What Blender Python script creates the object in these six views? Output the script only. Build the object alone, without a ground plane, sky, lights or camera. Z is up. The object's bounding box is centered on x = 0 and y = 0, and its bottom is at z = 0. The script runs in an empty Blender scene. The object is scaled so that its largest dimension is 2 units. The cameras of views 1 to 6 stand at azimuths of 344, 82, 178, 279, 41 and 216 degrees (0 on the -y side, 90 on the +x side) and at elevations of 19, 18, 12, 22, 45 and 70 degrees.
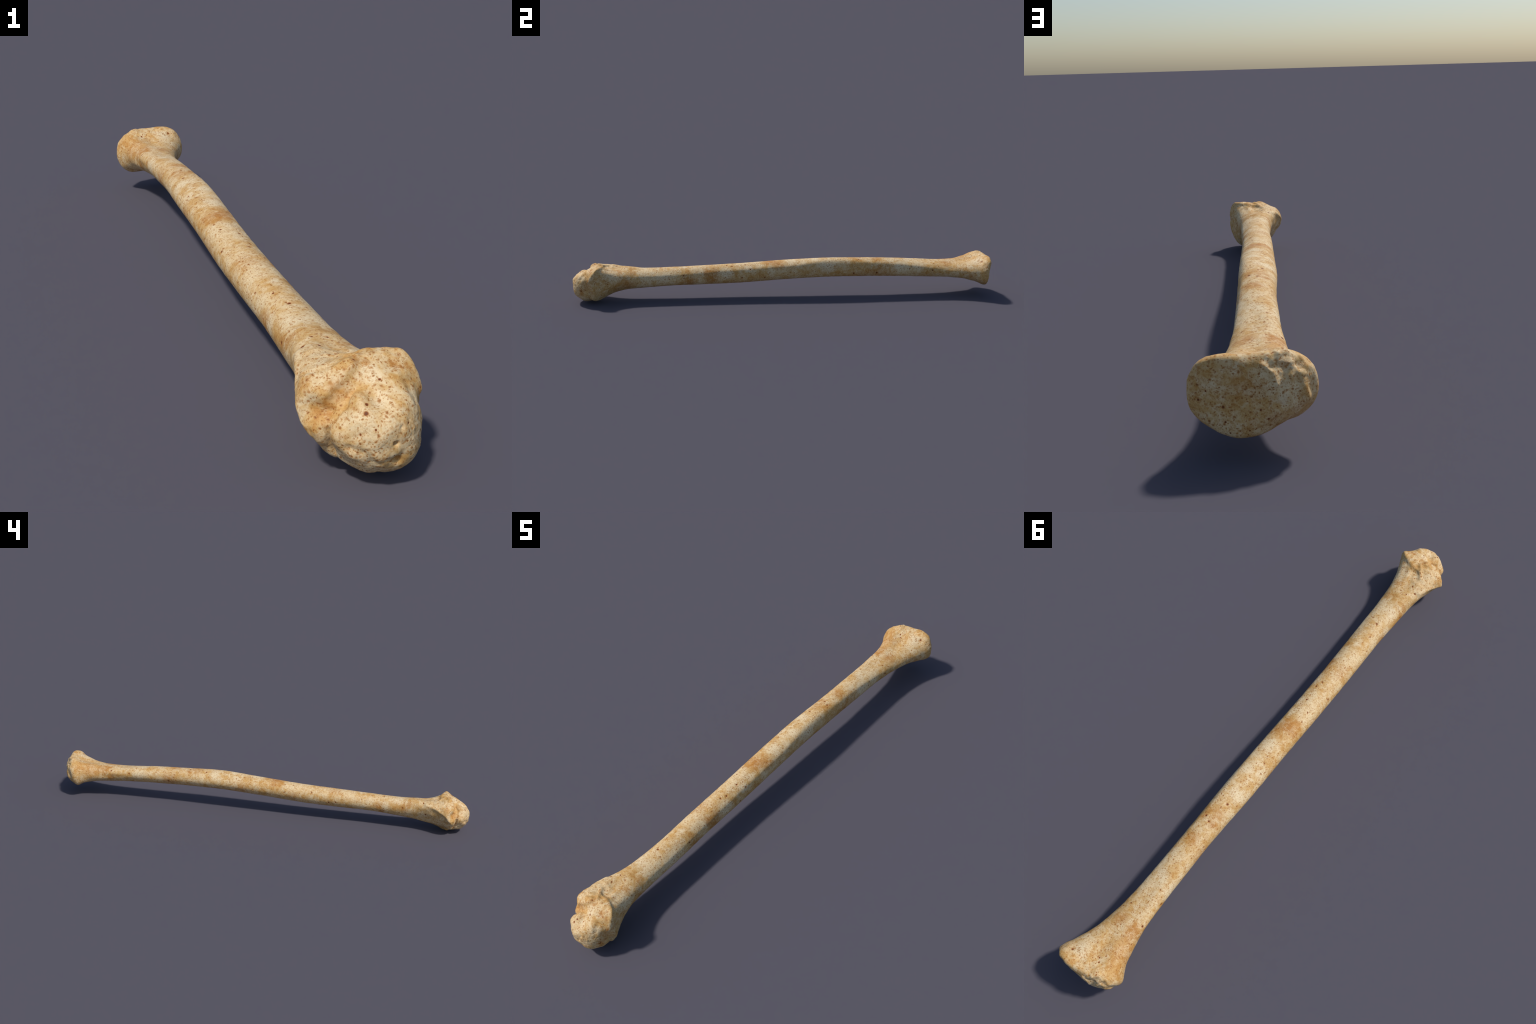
"""A weathered long bone lying on the ground: a slightly bowed shaft, a knobbed
articular head at one end (-y) and a flared, flat-faced head at the other (+y).

The bone is one continuous skin lofted through cross-sections along y, closed by
two domed caps, then sculpted with ridges, grooves, pits and fine roughness.  The
skin is cut into shaft, knobbed_head and flared_head, which share border vertices
and normals."""
import bpy
import numpy as np

# ------------------------------------------------------------------ sections
# <sections>
KNOB_BALL = [  # the articular ball: latitude about KNOB_CENTRE, radii in mm
    (174, (103, 103, 104, 104, 104, 105, 105, 105, 105, 105, 105, 105, 104, 104, 104, 104, 104, 103, 103, 103, 102, 102, 102, 102)),
    (160, (102, 100, 99, 100, 100, 97, 92, 93, 98, 98, 99, 99, 99, 100, 102, 104, 106, 106, 106, 106, 106, 106, 105, 104)),
    (146, (98, 96, 95, 94, 91, 82, 73, 75, 88, 88, 92, 95, 96, 97, 98, 99, 100, 101, 103, 106, 108, 108, 104, 100)),
    (132, (91, 90, 90, 87, 81, 74, 69, 71, 78, 76, 74, 86, 95, 92, 90, 91, 95, 96, 96, 102, 103, 101, 99, 93)),
    (118, (81, 79, 79, 80, 73, 64, 61, 59, 58, 60, 58, 66, 77, 76, 78, 84, 83, 85, 94, 100, 97, 95, 92, 85)),
    (104, (68, 64, 62, 61, 56, 52, 50, 48, 47, 48, 49, 54, 59, 62, 65, 69, 71, 74, 90, 89, 87, 86, 81, 75)),
    (90, (55, 49, 45, 41, 39, 38, 37, 37, 37, 38, 40, 42, 44, 48, 52, 55, 60, 66, 73, 74, 75, 73, 69, 62)),
]
KNOB_COLLAR_FACE = [  # the face of the collar behind the ball, about KNOB_CENTRE
    (174, (35, 35, 35, 35, 35, 35, 35, 35, 35, 35, 35, 35, 35, 35, 35, 35, 35, 35, 35, 35, 35, 35, 35, 35)),
    (158, (46, 47, 47, 47, 46, 45, 44, 43, 43, 44, 45, 46, 47, 47, 47, 46, 46, 45, 44, 43, 43, 44, 45, 46)),
    (142, (59, 61, 61, 60, 58, 55, 52, 50, 49, 51, 55, 59, 61, 61, 60, 58, 57, 55, 53, 51, 51, 52, 54, 57)),
    (126, (71, 75, 76, 73, 70, 66, 62, 57, 55, 58, 64, 72, 76, 74, 71, 69, 70, 66, 60, 57, 60, 63, 63, 66)),
    (112, (80, 87, 89, 83, 79, 74, 70, 66, 67, 71, 72, 67, 85, 86, 80, 80, 82, 75, 67, 60, 72, 78, 70, 74)),
    (100, (87, 90, 98, 95, 85, 80, 77, 78, 81, 84, 96, 87, 98, 93, 87, 84, 75, 84, 76, 69, 83, 91, 82, 84)),
]
KNOB_COLLAR = [  # y, centre x, centre z, radii in mm round the section from +x towards +z
    (-0.895, -0.015, 0.090, (82, 83, 96, 104, 93, 85, 80, 87, 89, 91, 102, 103, 99, 86, 82, 75, 72, 84, 86, 84, 91, 89, 86, 85)),
    (-0.880, -0.016, 0.091, (74, 78, 89, 99, 95, 86, 81, 84, 86, 93, 102, 104, 91, 77, 75, 70, 70, 78, 87, 88, 88, 83, 79, 76)),
    (-0.860, -0.017, 0.092, (68, 72, 81, 86, 81, 79, 74, 75, 80, 90, 98, 95, 83, 73, 68, 66, 67, 70, 79, 80, 77, 74, 70, 67)),
    (-0.830, -0.018, 0.094, (60, 64, 69, 70, 65, 63, 59, 62, 74, 86, 90, 79, 71, 64, 60, 60, 61, 63, 66, 66, 62, 58, 58, 59)),
    (-0.790, -0.020, 0.096, (56, 58, 60, 59, 57, 55, 53, 57, 67, 75, 79, 68, 60, 54, 52, 53, 56, 57, 56, 54, 52, 49, 50, 52)),
    (-0.740, -0.022, 0.100, (54, 55, 54, 52, 50, 50, 52, 55, 59, 61, 60, 57, 53, 50, 48, 49, 50, 51, 51, 49, 48, 47, 49, 51)),
]
SHAFT = [  # y, centre x, centre z, mean radius, flattening (mm, angle), three-sidedness (mm, angle)
    (-0.67, -0.0215, 0.1027, 0.0475, 2.7, -0.23, 1.5, 0.42),
    (-0.55, -0.0187, 0.1076, 0.0447, 2.9, -0.23, 0.4, -0.42),
    (-0.40, -0.0199, 0.1118, 0.0451, 1.7, -0.38, 1.2, 0.82),
    (-0.20, -0.0183, 0.1183, 0.0462, 1.5, -0.51, 1.0, 0.76),
    (0.00, -0.0148, 0.1310, 0.0464, 1.9, -0.42, 1.5, 0.78),
    (0.20, -0.0114, 0.1406, 0.0466, 1.2, -0.13, 3.3, 0.93),
    (0.40, -0.0069, 0.1382, 0.0445, 1.9, -0.58, 1.7, 0.86),
    (0.55, -0.0054, 0.1332, 0.0443, 3.2, -0.38, 1.4, 0.74),
    (0.67, -0.0046, 0.1262, 0.0437, 5.7, -0.27, 2.8, 0.50),
]
FLARE_NECK = [  # the widening neck of the flared head
    (0.750, -0.002, 0.123, (56, 53, 47, 42, 38, 36, 36, 38, 42, 48, 56, 58, 54, 51, 48, 45, 44, 42, 41, 42, 43, 46, 49, 53)),
    (0.800, -0.002, 0.123, (65, 58, 50, 43, 38, 36, 36, 39, 43, 49, 56, 61, 61, 60, 55, 51, 48, 45, 43, 43, 45, 50, 56, 62)),
    (0.840, -0.001, 0.122, (73, 67, 56, 47, 40, 37, 37, 40, 46, 53, 61, 67, 70, 68, 62, 56, 52, 48, 46, 46, 48, 54, 62, 70)),
    (0.875, -0.001, 0.123, (85, 77, 64, 53, 44, 39, 38, 42, 50, 61, 70, 76, 78, 77, 73, 65, 58, 54, 51, 51, 54, 60, 71, 81)),
    (0.900, -0.000, 0.124, (95, 86, 73, 59, 49, 43, 41, 45, 53, 67, 79, 87, 90, 91, 87, 74, 65, 60, 57, 57, 61, 69, 82, 92)),
    (0.925, 0.000, 0.126, (106, 97, 81, 67, 55, 48, 45, 47, 56, 75, 89, 97, 103, 105, 102, 92, 77, 67, 64, 65, 70, 80, 93, 104)),
]
FLARE_FACE = [  # rim and face of the flared head, about FLARE_CENTRE
    (80, (118, 111, 91, 75, 61, 53, 51, 56, 68, 84, 96, 104, 105, 105, 97, 90, 80, 72, 72, 72, 79, 92, 103, 116)),
    (70, (124, 123, 114, 89, 69, 61, 59, 67, 82, 91, 99, 101, 98, 98, 93, 86, 82, 79, 81, 82, 89, 104, 116, 124)),
    (61, (110, 114, 121, 107, 83, 72, 70, 77, 89, 91, 93, 96, 97, 94, 90, 86, 84, 87, 90, 95, 103, 110, 112, 111)),
    (53, (99, 102, 106, 108, 98, 86, 84, 85, 87, 86, 88, 90, 93, 90, 88, 86, 84, 88, 94, 100, 105, 103, 101, 99)),
    (44, (89, 92, 94, 96, 95, 88, 86, 85, 84, 82, 83, 85, 86, 87, 85, 85, 84, 86, 90, 94, 95, 92, 90, 88)),
    (32, (81, 83, 84, 85, 84, 83, 82, 81, 80, 80, 80, 80, 81, 81, 81, 82, 81, 82, 82, 83, 82, 81, 80, 80)),
    (18, (74, 75, 75, 75, 75, 75, 76, 76, 76, 76, 76, 76, 75, 75, 75, 75, 75, 75, 75, 74, 74, 74, 74, 74)),
    (6, (69, 69, 69, 69, 69, 69, 70, 70, 70, 70, 70, 70, 70, 70, 70, 69, 69, 69, 69, 69, 69, 69, 69, 69)),
]
KNOB_CENTRE = (-0.015, -0.895, 0.090)
FLARE_CENTRE = (0.000, 0.925, 0.126)
# </sections>

# ------------------------------------------------------------------ markings
# <spots>
STAINS = [  # rusty stains: x, y, z, radius, strength
    (-0.014, -0.070, 0.171, 0.0372, .9),
    (0.004, -0.046, 0.169, 0.0241, .7),
    (-0.049, -0.059, 0.162, 0.0175, .6),
    (-0.011, 0.363, 0.182, 0.0126, .9),
    (-0.036, 0.359, 0.174, 0.0126, .8),
    (0.011, 0.357, 0.180, 0.0106, .9),
    (-0.020, 0.328, 0.181, 0.0359, .4),
    (-0.036, 0.782, 0.157, 0.0271, .8),
    (-0.053, 0.780, 0.149, 0.0146, .8),
    (-0.047, 0.871, 0.164, 0.0187, .5),
    (-0.043, -0.346, 0.152, 0.0250, .35),
    (0.007, -0.524, 0.143, 0.0140, .3),
    (-0.066, -0.710, 0.135, 0.0143, .5),
    (0.012, -0.721, 0.137, 0.0192, .5),
    (-0.055, 0.917, 0.176, 0.0136, .6),
    (-0.089, 0.923, 0.158, 0.0182, .4),
    (0.077, 0.862, 0.130, 0.0256, .3),
    (0.021, -0.376, 0.133, 0.0254, .95),
    (0.021, -0.341, 0.134, 0.0209, .8),
    (-0.000, 0.439, 0.179, 0.0287, .6),
    (0.037, 0.449, 0.145, 0.0183, .8),
    (0.036, 0.410, 0.126, 0.0235, .6),
    (0.010, -0.782, 0.144, 0.0197, .45),
    (0.031, -0.804, 0.078, 0.0199, .4),
    (0.016, -0.029, 0.163, 0.0169, .7),
    (0.023, -0.460, 0.091, 0.0406, .9),
    (0.026, -0.352, 0.113, 0.0405, .9),
    (0.028, -0.753, 0.087, 0.0450, .6),
    (0.009, -0.788, 0.055, 0.0272, .6),
    (0.010, -0.042, 0.166, 0.0318, .6),
    (0.034, 0.430, 0.117, 0.0370, .7),
    (0.036, 0.482, 0.119, 0.0557, .45),
    (0.022, 0.378, 0.102, 0.0417, .5),
    (0.020, 0.780, 0.155, 0.0284, .6),
    (0.086, 0.891, 0.104, 0.0284, .6),
    (0.052, -0.957, 0.066, 0.0225, .7),
    (0.057, -0.934, 0.094, 0.0269, .4),
    (-0.059, 0.857, 0.153, 0.0542, .45),
    (-0.046, 0.800, 0.154, 0.0348, .6),
    (-0.054, 0.758, 0.114, 0.0232, .7),
    (-0.051, 0.460, 0.130, 0.0417, .7),
    (-0.022, 0.359, 0.180, 0.0189, .6),
    (-0.059, 0.097, 0.123, 0.0398, .5),
    (-0.062, -0.154, 0.109, 0.0321, .5),
    (-0.066, -0.570, 0.107, 0.0262, .6),
    (-0.072, -0.687, 0.112, 0.0262, .6),
    (-0.059, -0.584, 0.084, 0.0197, .6),
    (-0.105, -0.888, 0.141, 0.0162, .4),
    (-0.041, -0.365, 0.152, 0.0296, .3),
    (0.030, -0.912, 0.161, 0.0130, .95),
    (0.051, -0.911, 0.156, 0.0087, .7),
    (-0.029, -0.899, 0.172, 0.0119, .8),
    (-0.013, -0.902, 0.169, 0.0086, .6),
    (-0.063, -0.919, 0.140, 0.0186, .5),
    (-0.082, -0.916, 0.112, 0.0221, .45),
    (-0.071, -0.708, 0.126, 0.0134, .5),
    (0.060, -0.928, 0.125, 0.0087, .8),
    (0.057, -0.933, 0.116, 0.0070, .7),
    (-0.034, -0.086, 0.168, 0.0302, .5),
    (-0.022, 0.993, 0.087, 0.0141, .6),
    (0.018, 0.996, 0.137, 0.0329, .35),
    (-0.046, 0.978, 0.175, 0.0114, .7),
    (0.012, 0.994, 0.073, 0.0141, .5),
    (0.106, 0.975, 0.123, 0.0103, .5),
    (-0.027, 0.800, 0.160, 0.0170, .5),
    (-0.015, -0.022, 0.174, 0.0177, .4),
]
PALE = [  # chalky pale patches: x, y, z, radius
    (-0.013, -0.921, 0.158, 0.0238),
    (-0.040, 0.234, 0.175, 0.0340),
    (-0.002, 0.024, 0.176, 0.0304),
    (-0.003, 0.143, 0.184, 0.0235),
    (-0.041, -0.665, 0.145, 0.0261),
    (-0.019, -0.486, 0.152, 0.0185),
    (0.049, 0.929, 0.175, 0.0321),
    (-0.006, 0.594, 0.170, 0.0272),
    (0.006, 0.725, 0.158, 0.0146),
    (0.026, -0.280, 0.121, 0.0315),
    (0.028, -0.584, 0.114, 0.0359),
    (0.033, 0.191, 0.154, 0.0410),
    (0.039, 0.550, 0.142, 0.0372),
    (-0.052, 0.621, 0.146, 0.0344),
    (-0.047, 0.123, 0.169, 0.0199),
    (-0.050, -0.659, 0.142, 0.0262),
    (-0.067, -0.603, 0.115, 0.0229),
    (-0.011, -0.958, 0.133, 0.0151),
    (0.041, 0.995, 0.171, 0.0188),
    (-0.044, 0.993, 0.117, 0.0153),
    (-0.023, 0.232, 0.182, 0.0253),
    (0.020, -0.178, 0.146, 0.0213),
]
PORES = [  # the largest open pores: x, y, z, radius
    (-0.027, -0.592, 0.149, 0.0045),
    (-0.038, -0.534, 0.148, 0.0028),
    (-0.058, -0.486, 0.134, 0.0025),
    (-0.044, -0.755, 0.153, 0.0026),
    (-0.004, -0.193, 0.161, 0.0038),
    (-0.060, -0.245, 0.142, 0.0034),
    (-0.037, -0.154, 0.162, 0.0027),
    (-0.046, 0.125, 0.170, 0.0032),
    (-0.034, 0.090, 0.175, 0.0024),
    (-0.042, -0.114, 0.163, 0.0024),
    (-0.025, 0.280, 0.181, 0.0044),
    (-0.011, 0.363, 0.182, 0.0038),
    (-0.049, 0.437, 0.159, 0.0032),
    (0.016, 0.435, 0.175, 0.0023),
    (0.008, 0.352, 0.181, 0.0042),
    (-0.053, 0.666, 0.145, 0.0036),
    (-0.052, 0.758, 0.150, 0.0040),
    (-0.026, 0.634, 0.167, 0.0025),
    (0.026, 0.721, 0.154, 0.0027),
    (0.006, 0.794, 0.158, 0.0025),
    (0.072, 0.944, 0.176, 0.0046),
    (0.016, 0.912, 0.174, 0.0046),
    (-0.012, 0.915, 0.170, 0.0030),
    (-0.021, 0.927, 0.174, 0.0032),
    (-0.046, 0.980, 0.170, 0.0034),
    (-0.026, 0.817, 0.160, 0.0021),
    (0.024, -0.486, 0.123, 0.0034),
    (-0.018, -0.760, 0.151, 0.0026),
    (0.000, -0.608, 0.143, 0.0025),
    (0.021, -0.171, 0.146, 0.0033),
    (0.001, -0.257, 0.156, 0.0040),
    (-0.007, -0.282, 0.158, 0.0033),
    (0.048, 0.710, 0.129, 0.0038),
    (0.041, 0.596, 0.136, 0.0030),
    (-0.029, -0.895, 0.173, 0.0031),
    (-0.045, -0.795, 0.154, 0.0032),
    (0.052, -0.958, 0.070, 0.0042),
    (0.027, -0.211, 0.108, 0.0041),
    (0.026, -0.103, 0.105, 0.0036),
    (0.031, 0.326, 0.117, 0.0046),
    (0.035, 0.437, 0.118, 0.0051),
    (-0.048, 0.467, 0.124, 0.0042),
    (-0.063, 0.044, 0.131, 0.0032),
    (-0.050, 0.011, 0.105, 0.0032),
    (-0.065, -0.112, 0.132, 0.0030),
    (-0.064, -0.330, 0.102, 0.0039),
    (-0.066, -0.363, 0.107, 0.0037),
    (-0.072, -0.682, 0.115, 0.0036),
    (-0.081, -0.792, 0.097, 0.0039),
    (-0.068, -0.778, 0.149, 0.0039),
    (-0.043, -0.974, 0.125, 0.0040),
    (-0.038, -0.963, 0.133, 0.0030),
    (-0.004, -0.932, 0.153, 0.0024),
    (-0.056, -0.983, 0.099, 0.0021),
    (-0.114, -0.908, 0.090, 0.0027),
    (-0.036, -0.992, 0.107, 0.0020),
    (0.016, -0.988, 0.107, 0.0018),
    (0.099, 0.977, 0.116, 0.0028),
    (0.058, 0.989, 0.105, 0.0031),
    (-0.017, 0.994, 0.084, 0.0026),
    (-0.069, 0.979, 0.145, 0.0023),
    (0.085, 0.983, 0.132, 0.0019),
    (-0.004, 0.996, 0.100, 0.0022),
    (0.014, 0.992, 0.063, 0.0018),
    (0.047, 0.989, 0.059, 0.0018),
    (0.054, 0.989, 0.079, 0.0021),
    (0.051, 0.994, 0.168, 0.0016),
]
# </spots>

N_CONTROL = 24      # control angles round a section
BALL_CREASE, SADDLE = 0.004, 0.03  # softness (m) of the crease round the ball, and of the saddle above it
N_AROUND = 256      # vertices round the bone
STEP = 0.0022       # spacing of rings along the bone
KNOB_CUT, FLARE_CUT = -0.80, 0.76   # where the heads begin


# ------------------------------------------------------------------ loft
def spline_weights(x, n, periodic=False):
    """Catmull-Rom weights of n controls at the parameters x."""
    W = np.zeros((len(x), n))
    for k, t in enumerate(x):
        i = int(np.floor(t)) if periodic else min(int(t), n - 2)
        f = t - i
        w = (-.5*f + f*f - .5*f**3, 1 - 2.5*f*f + 1.5*f**3, .5*f + 2*f*f - 1.5*f**3, -.5*f*f + .5*f**3)
        for o, ww in zip((-1, 0, 1, 2), w):
            j = i + o
            if periodic:
                W[k, j % n] += ww
            elif j < 0:
                W[k, 0] += 2*ww
                W[k, 1] -= ww
            elif j >= n:
                W[k, n-1] += 2*ww
                W[k, n-2] -= ww
            else:
                W[k, j] += ww
    return W


def section(row):
    """A shaft section: a circle flattened along one axis and drawn towards three corners."""
    y, x, z, radius, flat, flat_at, three, three_at = row
    a = np.arange(N_CONTROL) / N_CONTROL * 2*np.pi
    return radius*1000 + flat*np.cos(2*(a - flat_at)) + three*np.cos(3*(a - three_at))


def smooth_max(a, b, k):
    h = np.clip(0.5 + 0.5*(a - b)/k, 0, 1)
    return b + (a - b)*h + k*h*(1 - h)


def loft():
    """Rings of points from the tip of the knobbed head to the tip of the flared head."""
    n = N_CONTROL
    rows, centres, lat = [], [], []

    def put(centre, latitude, radii):
        rows.append(radii)
        centres.append(centre)
        lat.append(np.radians(latitude))
    put(KNOB_CENTRE, 180, [np.mean(KNOB_COLLAR_FACE[0][1])] * n)
    for la, r in KNOB_COLLAR_FACE:
        put(KNOB_CENTRE, la, r)
    for y, x, z, r in KNOB_COLLAR:
        put((x, y, z), 90, r)
    for row in SHAFT:
        put((row[1], row[0], row[2]), 90, section(row))
    for y, x, z, r in FLARE_NECK:
        put((x, y, z), 90, r)
    for la, r in FLARE_FACE:
        put(FLARE_CENTRE, la, r)
    put(FLARE_CENTRE, 0, [np.mean(FLARE_FACE[-1][1])] * n)
    R, centres, lat = np.array(rows, float) * 0.001, np.array(centres), np.array(lat)
    # even spacing along the skin: more rings where controls are far apart
    gap = np.linalg.norm(np.diff(centres, axis=0), axis=1) + np.abs(np.diff(lat)) * 0.11
    t = [np.linspace(i, i+1, max(2, int(g / STEP)), endpoint=False) for i, g in enumerate(gap)]
    t = np.append(np.concatenate(t), len(lat) - 1.0)
    A = spline_weights(t, len(lat))
    th = np.arange(N_AROUND) / N_AROUND * 2*np.pi
    B = spline_weights(th / (2*np.pi) * n, n, periodic=True)
    r = A @ R @ B.T
    la = np.interp(t, np.arange(len(lat)), lat)
    C = A @ centres
    C[:, 1] = np.interp(t, np.arange(len(lat)), centres[:, 1])
    # the ball, where it stands out of the collar face
    ball_lat = np.radians([180] + [b[0] for b in KNOB_BALL])
    ball_r = np.array([[np.mean(KNOB_BALL[0][1])] * n] + [b[1] for b in KNOB_BALL], float) * 0.001
    soft = BALL_CREASE + SADDLE*np.exp(-((th - 1.15)/0.75)**2)
    for i in np.where(la > np.pi/2 + 1e-6)[0]:
        u = np.interp(-la[i], -ball_lat, np.arange(len(ball_lat)))
        r[i] = smooth_max(r[i], spline_weights([u], len(ball_lat))[0] @ ball_r @ B.T, soft)
    # towards the poles only the broad waves round the section survive
    order = np.arange(N_AROUND//2 + 1)
    keep = np.exp(-(order / (0.5 + 30*np.sin(la)[:, None]**1.7))**4)
    r = np.fft.irfft(np.fft.rfft(r, axis=1) * keep, N_AROUND, axis=1)
    D = np.stack([np.sin(la)[:, None]*np.cos(th), np.cos(la)[:, None] + 0*th, np.sin(la)[:, None]*np.sin(th)], -1)
    return C[:, None] + r[..., None]*D, D


# ------------------------------------------------------------------ sculpting
def vertex_normals(P):
    dt = np.roll(P, -1, 1) - np.roll(P, 1, 1)
    ds = np.gradient(P, axis=0)
    n = np.cross(dt, ds)
    n /= np.linalg.norm(n, axis=-1, keepdims=True) + 1e-12
    n[0], n[-1] = (0, -1, 0), (0, 1, 0)
    if (n[len(n)//2] * (P[len(n)//2] - P[len(n)//2].mean(0))).sum() < 0:
        n[1:-1] *= -1
    return n


def path_distance(P, path):
    """Distance of every vertex to a polyline."""
    path = np.array(path, float)
    best = np.full(P.shape[:2], 9.0)
    for a, b in zip(path[:-1], path[1:]):
        t = np.clip(((P - a) @ (b - a)) / ((b - a) @ (b - a)), 0, 1)
        best = np.minimum(best, np.linalg.norm(P - a - t[..., None]*(b - a), axis=-1))
    return best


def press(P, amount):
    return P + amount[..., None] * vertex_normals(P)


def crest(P, path, width, height):
    """A ridge with a shallow trough on both sides (negative height: a groove with lips)."""
    d = path_distance(P, path) / width
    return press(P, height*(np.exp(-d*d) - 0.45*np.exp(-(d/2.2)**2)))


def swell(P, centre, radius, height):
    d = np.linalg.norm(P - np.array(centre), axis=-1) / radius
    return press(P, height*np.exp(-d*d))


def noise_field(P, scale, seed):
    from mathutils import noise, Vector
    off = Vector((seed*7.31, seed*3.17, seed*1.73))
    flat = P.reshape(-1, 3) * scale
    return np.array([noise.noise(Vector(p) + off) for p in flat.tolist()]).reshape(P.shape[:2])


def sculpt(P):
    # knobbed head: sharp lip of the collar, tubercles, hollows and furrows
    P = crest(P, [(-.033, -.856, .163), (.020, -.868, .169), (.056, -.890, .165), (.068, -.920, .120)], .008, .004)
    P = crest(P, [(-.080, -.790, .145), (-.098, -.835, .137), (-.111, -.865, .120), (-.116, -.885, .108), (-.106, -.913, .072)], .008, .004)
    P = swell(P, (-.109, -.868, .103), .020, -.004)
    P = swell(P, (-.060, -.800, .152), .020, .003)
    P = swell(P, (.000, -.790, .155), .025, -.002)
    P = crest(P, [(-.020, -.880, .172), (-.037, -.858, .164), (-.050, -.838, .159)], .008, .004)
    P = crest(P, [(-.076, -.811, .152), (-.052, -.813, .156), (-.033, -.816, .152), (-.022, -.840, .156)], .007, .002)
    P = crest(P, [(-.096, -.868, .148), (-.077, -.885, .158), (-.063, -.888, .165), (-.045, -.885, .172), (-.030, -.878, .172)], .006, -.0025)
    P = swell(P, (.052, -.885, .178), .010, .006)
    P = swell(P, (-.016, -.847, .160), .016, -.004)
    P = crest(P, [(-.036, -.906, .167), (-.060, -.914, .153), (-.078, -.919, .144), (-.092, -.926, .125), (-.097, -.929, .105), (-.102, -.926, .085), (-.094, -.921, .062)], .009, .006)
    P = swell(P, (-.088, -.927, .110), .014, .004)
    # crease round the ball, torn hollows at its front, a crack and a deep hole
    P = crest(P, [(-.046, -.927, .134), (-.058, -.939, .124), (-.073, -.937, .108), (-.083, -.936, .092), (-.082, -.933, .072), (-.076, -.930, .057), (-.069, -.926, .042)], .006, -.004)
    P = crest(P, [(-.083, -.936, .085), (-.079, -.932, .064), (-.069, -.926, .042), (-.058, -.920, .030)], .006, -.005)
    P = crest(P, [(.036, -.938, .143), (.042, -.957, .126)], .011, -.005)
    P = crest(P, [(-.068, -.975, .075), (-.060, -.982, .073), (-.051, -.988, .069), (-.043, -.991, .060)], .008, -.004)
    P = swell(P, (-.040, -.986, .052), .010, -.005)
    P = swell(P, (-.062, -.976, .063), .009, .002)
    P = crest(P, [(.003, -.994, .063), (-.011, -.994, .057), (-.031, -.992, .052)], .007, -.003)
    P = swell(P, (-.002, -.992, .053), .007, -.006)
    P = crest(P, [(.011, -.984, .121), (.020, -.986, .108), (.022, -.988, .096), (.021, -.991, .084)], .0025, -.001)
    P = swell(P, (.004, -.994, .105), .004, -.003)
    P = swell(P, (-.0075, -.996, .083), .0030, -.014)
    # flared head: torn lumps on the outer corner of the face, lip across the face, uneven rim
    P = crest(P, [(-.009, .991, .175), (-.018, .991, .170), (-.026, .991, .162), (-.032, .995, .143)], .006, .005)
    P = swell(P, (-.024, .991, .172), .006, -.003)
    P = crest(P, [(-.061, .975, .167), (-.070, .975, .157), (-.074, .976, .147), (-.079, .977, .126), (-.086, .966, .107)], .010, .0045)
    P = crest(P, [(-.086, .966, .107), (-.031, .994, .096), (-.011, .993, .078)], .009, .003)
    P = swell(P, (-.054, .977, .171), .008, .004)
    P = swell(P, (-.058, .982, .152), .008, .004)
    P = swell(P, (-.037, .974, .188), .008, .002)
    for hollow in ((-.045, .981, .169), (-.069, .979, .145), (-.050, .972, .184), (-.068, .972, .169)):
        P = swell(P, hollow, .009, -.004)
    P = swell(P, (.030, .990, .150), .030, -.003)
    P = swell(P, (.055, .935, .056), .020, -.005)
    # the blunt edge along the shaft where its upper and outer faces meet
    P = crest(P, [(.026, -.704, .124), (.024, -.600, .123), (.023, -.500, .125), (.020, -.338, .136), (.019, -.200, .146), (.021, -.053, .156),
                  (.024, .050, .161), (.016, .200, .181), (.018, .300, .179), (.025, .400, .169), (.030, .528, .161), (.037, .621, .148), (.047, .714, .136)], .011, .0014)
    # pores and general unevenness
    for x, y, z, r in PORES:
        P = swell(P, (x, y, z), r*1.1, -r*0.3)
    y = P[..., 1]
    knob = np.clip((-.80 - y)/.06, 0, 1)
    torn = np.exp(-(np.linalg.norm((P - np.array((-.055, .975, .160)))/np.array((.045, .022, .04)), axis=-1))**2)
    rim = np.exp(-((y - .955)/.02)**2) * np.clip((P[..., 2] - .12)/.04, 0, 1)
    P = press(P, noise_field(P, 38, 1)*(.0006 + .0009*knob + .0022*rim))
    P = press(P, noise_field(P, 95, 2)*(.00025 + .0006*knob + .0012*torn + .0012*rim))
    P = press(P, noise_field(P, 220, 3)*(.00015 + .0002*knob + .0008*torn))
    return P


P, D = loft()
P = sculpt(P)
P[..., 2] = np.maximum(P[..., 2], 0)
NRM = vertex_normals(P)


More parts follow.
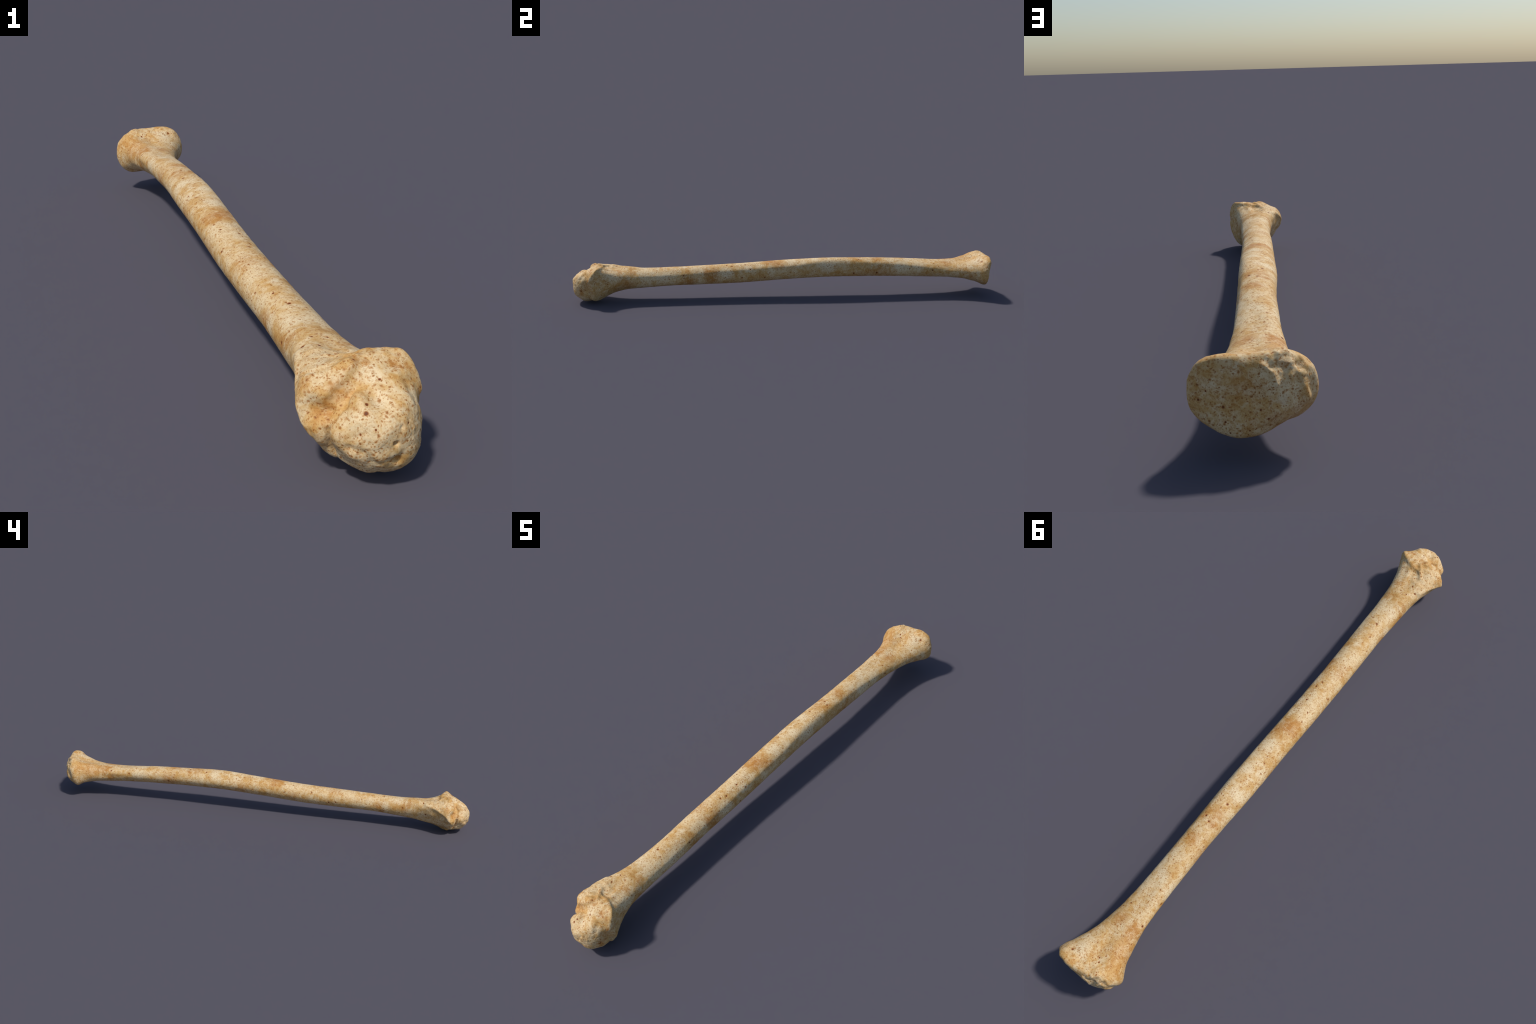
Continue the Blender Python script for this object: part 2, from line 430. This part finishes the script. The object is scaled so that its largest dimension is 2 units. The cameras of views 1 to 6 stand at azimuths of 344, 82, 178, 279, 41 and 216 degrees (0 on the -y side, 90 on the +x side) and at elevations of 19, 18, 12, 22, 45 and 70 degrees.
# ------------------------------------------------------------------ material
class Nodes:
    """Small helper for wiring shader nodes."""
    def __init__(self, tree):
        self.t = tree

    def add(self, kind, **props):
        n = self.t.nodes.new(kind)
        for k, v in props.items():
            setattr(n, k, v)
        return n

    def set(self, socket, v):
        if isinstance(v, bpy.types.NodeSocket):
            self.t.links.new(v, socket)
        else:
            socket.default_value = v

    def math(self, op, a, b=0.0, clamp=False):
        n = self.add("ShaderNodeMath", operation=op, use_clamp=clamp)
        self.set(n.inputs[0], a)
        self.set(n.inputs[1], b)
        return n.outputs[0]

    def span(self, x, lo, hi, to_lo=0.0, to_hi=1.0):
        n = self.add("ShaderNodeMapRange", interpolation_type="SMOOTHSTEP")
        for s, v in zip(n.inputs, (x, lo, hi, to_lo, to_hi)):
            self.set(s, v)
        return n.outputs[0]

    def noise(self, co, scale, detail=4.0, rough=0.55, distort=0.0):
        n = self.add("ShaderNodeTexNoise")
        self.set(n.inputs["Vector"], co)
        for k, v in (("Scale", scale), ("Detail", detail), ("Roughness", rough), ("Distortion", distort)):
            n.inputs[k].default_value = v
        return n

    def mix(self, fac, a, b, blend="MIX"):
        n = self.add("ShaderNodeMix", data_type="RGBA", blend_type=blend)
        self.set(n.inputs[0], fac)
        self.set(n.inputs[6], a)
        self.set(n.inputs[7], b)
        return n.outputs[2]

    def spots(self, co, places, inner, outer):
        """Union of soft round spots: (x, y, z, radius[, strength])."""
        total = None
        for p in places:
            d = self.add("ShaderNodeVectorMath", operation="DISTANCE")
            self.set(d.inputs[0], co)
            d.inputs[1].default_value = p[:3]
            m = self.span(d.outputs["Value"], p[3]*outer, p[3]*inner, 0.0, p[4] if len(p) > 4 else 1.0)
            total = m if total is None else self.math("MAXIMUM", total, m)
        return total


IVORY, SAND, OCHRE = (.755, .58, .335, 1), (.61, .37, .13, 1), (.47, .195, .030, 1)
RUST, BARK = (.32, .115, .022, 1), (.13, .035, .010, 1)


def bone_material(name):
    m = bpy.data.materials.new(name)
    m.use_nodes = True
    nt = m.node_tree
    N = Nodes(nt)
    bsdf = nt.nodes["Principled BSDF"]
    obj = N.add("ShaderNodeTexCoord").outputs["Object"]
    # a warped coordinate so that no stain or pore is perfectly round
    w = N.add("ShaderNodeVectorMath", operation="SUBTRACT")
    N.set(w.inputs[0], N.noise(obj, 45, 3).outputs["Color"])
    w.inputs[1].default_value = (.5, .5, .5)
    w2 = N.add("ShaderNodeVectorMath", operation="MULTIPLY_ADD")
    N.set(w2.inputs[0], w.outputs[0])
    w2.inputs[1].default_value = (.035,) * 3
    N.set(w2.inputs[2], obj)
    blot = w2.outputs[0]
    v = N.add("ShaderNodeVectorMath", operation="MULTIPLY_ADD")
    N.set(v.inputs[0], w.outputs[0])
    v.inputs[1].default_value = (.004,) * 3
    N.set(v.inputs[2], obj)
    near = v.outputs[0]

    cloud = N.noise(obj, 13, 6, .62, .4).outputs[0]
    mottle = N.noise(obj, 55, 5, .6, .8).outputs[0]
    fine = N.noise(obj, 170, 4, .6, .6).outputs[0]
    stain = N.spots(blot, STAINS, .25, 1.25)
    pale = N.spots(blot, PALE, .2, 1.2)

    # ivory ground with sandy clouds
    tone = N.math("ADD", N.math("MULTIPLY", cloud, .55), N.math("MULTIPLY", mottle, .45))
    tone = N.math("SUBTRACT", tone, N.math("MULTIPLY", pale, .10))
    col = N.mix(N.span(tone, .40, .60), IVORY, SAND)
    col = N.mix(N.math("MULTIPLY", pale, .30), col, (.80, .68, .46, 1))
    col = N.mix(N.math("MULTIPLY", N.span(fine, .52, .72), .35), col, SAND)
    # ochre and rust where stained
    broken = N.span(N.math("ADD", mottle, N.math("MULTIPLY", fine, .35)), .50, .82)
    col = N.mix(N.math("MULTIPLY", stain, N.math("ADD", .42, N.math("MULTIPLY", broken, .58))), col, OCHRE)
    free = N.math("MULTIPLY", N.span(tone, .555, .66), .55)
    col = N.mix(free, col, OCHRE)
    # soft brushed streaks, denser in stains
    streak = N.noise(obj, 95, 2, .5, 2.2).outputs[0]
    gate = N.math("ADD", N.noise(obj, 24, 2).outputs[0], N.math("MULTIPLY", stain, .2))
    vein = N.math("MULTIPLY", N.span(streak, .56, .70), N.span(gate, .42, .66))
    col = N.mix(N.math("MULTIPLY", vein, .60), col, (.47, .225, .06, 1))
    # pores: soft-edged oval pits of several sizes and directions, and the placed large ones
    crumple = N.add("ShaderNodeVectorMath", operation="SUBTRACT")
    N.set(crumple.inputs[0], N.noise(obj, 150, 1).outputs["Color"])
    crumple.inputs[1].default_value = (.5, .5, .5)
    ragged = N.add("ShaderNodeVectorMath", operation="MULTIPLY_ADD")
    N.set(ragged.inputs[0], crumple.outputs[0])
    ragged.inputs[1].default_value = (.005,) * 3
    N.set(ragged.inputs[2], near)
    along = N.add("ShaderNodeSeparateXYZ")
    N.set(along.inputs[0], obj)
    heads = N.span(N.math("ABSOLUTE", along.outputs[1]), .70, .92, 1.35, 1.5)   # the spongy heads have wider pores
    grain = N.add("ShaderNodeMapping")
    N.set(grain.inputs["Vector"], ragged.outputs[0])
    grain.inputs["Scale"].default_value = (.8, 1.6, .8)   # grain runs round the bone
    speck = N.noise(grain.outputs[0], 190, 3, .6, 1.2).outputs[0]
    col = N.mix(N.math("MULTIPLY", N.span(speck, .52, .70), N.span(tone, .38, .62, .30, .75)), col, OCHRE)
    col = N.mix(N.math("MULTIPLY", N.span(speck, .46, .66), N.math("MULTIPLY", stain, .75)), col, (.36, .135, .025, 1))
    heads = N.math("ADD", heads, N.math("MULTIPLY", stain, .35))
    pore = None
    for scale, least, most, power, turn, squash in (
            (150, .0011, .0038, 1.8, (.4, .2, .9), (1, .60, 1)),
            (205, .0009, .0028, 1.5, (1.2, .5, -.6), (.65, 1, 1)),
            (290, .0007, .0018, 1.2, (.1, .9, .3), (1, 1, .7))):
        mp = N.add("ShaderNodeMapping")
        N.set(mp.inputs["Vector"], ragged.outputs[0])
        mp.inputs["Rotation"].default_value = turn
        mp.inputs["Scale"].default_value = squash
        vo = N.add("ShaderNodeTexVoronoi")
        N.set(vo.inputs["Vector"], mp.outputs[0])
        vo.inputs["Scale"].default_value = scale
        sep = N.add("ShaderNodeSeparateColor")
        N.set(sep.inputs[0], vo.outputs["Color"])
        size = N.math("ADD", N.math("MULTIPLY", N.math("POWER", sep.outputs[0], power), (most - least)*scale*.75), least*scale*.75)
        size = N.math("MULTIPLY", size, heads)
        dot = N.span(N.math("DIVIDE", vo.outputs["Distance"], size), 1.25, .05)
        dot = N.math("MULTIPLY", dot, N.span(sep.outputs[1], .0, 1.0, .40, 1.0))
        pore = dot if pore is None else N.math("MAXIMUM", pore, dot)
    big = N.spots(near, PORES + [(-.0075, -.996, .083, .0022)], .30, 1.30)  # extra spot paints the ball's deep hole dark, deepening its inner shadow
    halo = N.spots(blot, PORES, .5, 2.6)
    col = N.mix(N.math("MULTIPLY", halo, .45), col, OCHRE)
    col = N.mix(N.span(pore, .05, .80, 0.0, .85), col, (.43, .185, .042, 1))
    col = N.mix(N.span(pore, .62, 1.0, 0.0, .75), col, (.20, .062, .014, 1))
    col = N.mix(N.span(big, .0, .6), col, (.33, .11, .022, 1))
    col = N.mix(N.span(big, .5, 1.0, 0.0, .9), col, BARK)
    N.set(bsdf.inputs["Base Color"], col)
    bsdf.inputs["Roughness"].default_value = .62
    bsdf.inputs["Specular IOR Level"].default_value = .3
    # fine relief
    h = N.math("SUBTRACT", N.math("MULTIPLY", fine, .5), N.math("MULTIPLY", pore, .8))
    h = N.math("ADD", h, N.math("MULTIPLY", vein, -.4))
    bump = N.add("ShaderNodeBump")
    bump.inputs["Strength"].default_value = .35
    bump.inputs["Distance"].default_value = .0008
    N.set(bump.inputs["Height"], h)
    N.set(bsdf.inputs["Normal"], bump.outputs[0])
    return m


# ------------------------------------------------------------------ objects
def build():
    rings, around = P.shape[:2]
    bone = bpy.data.objects.new("long_bone", None)
    bpy.context.scene.collection.objects.link(bone)
    bone["label"] = "slender weathered cream bone with orange-brown stains and dark pores"
    bone["category"] = "long bone"
    mat = bone_material("weathered_bone")
    y = P[:, :, 1].mean(1)
    # ring index of the two cuts
    body = np.arange(rings)
    k0 = int(np.argmin(np.abs(y[:rings//2] - KNOB_CUT)))
    k1 = rings//2 + int(np.argmin(np.abs(y[rings//2:] - FLARE_CUT)))
    for name, a, e in (("knobbed_head", 0, k0), ("shaft", k0, k1), ("flared_head", k1, rings - 1)):
        lo, hi = max(a, 1), min(e, rings - 2)
        V = [tuple(p) for p in P[lo:hi+1].reshape(-1, 3)]
        N = [tuple(p) for p in NRM[lo:hi+1].reshape(-1, 3)]
        F = []
        for i in range(hi - lo):
            for j in range(around):
                k = (j+1) % around
                F.append((i*around+j, (i+1)*around+j, (i+1)*around+k, i*around+k))
        if a == 0:
            V.append(tuple(P[0].mean(0))); N.append((0, -1, 0))
            F += [(len(V)-1, j, (j+1) % around) for j in range(around)]
        if e == rings - 1:
            V.append(tuple(P[-1].mean(0))); N.append((0, 1, 0))
            q = (hi - lo)*around
            F += [(len(V)-1, q+(j+1) % around, q+j) for j in range(around)]
        me = bpy.data.meshes.new(name)
        me.from_pydata(V, [], F)
        me.polygons.foreach_set("use_smooth", [True]*len(F))
        me.normals_split_custom_set_from_vertices(N)
        me.materials.append(mat)
        me.update()
        o = bpy.data.objects.new(name, me)
        bpy.context.scene.collection.objects.link(o)
        o.parent = bone


build()
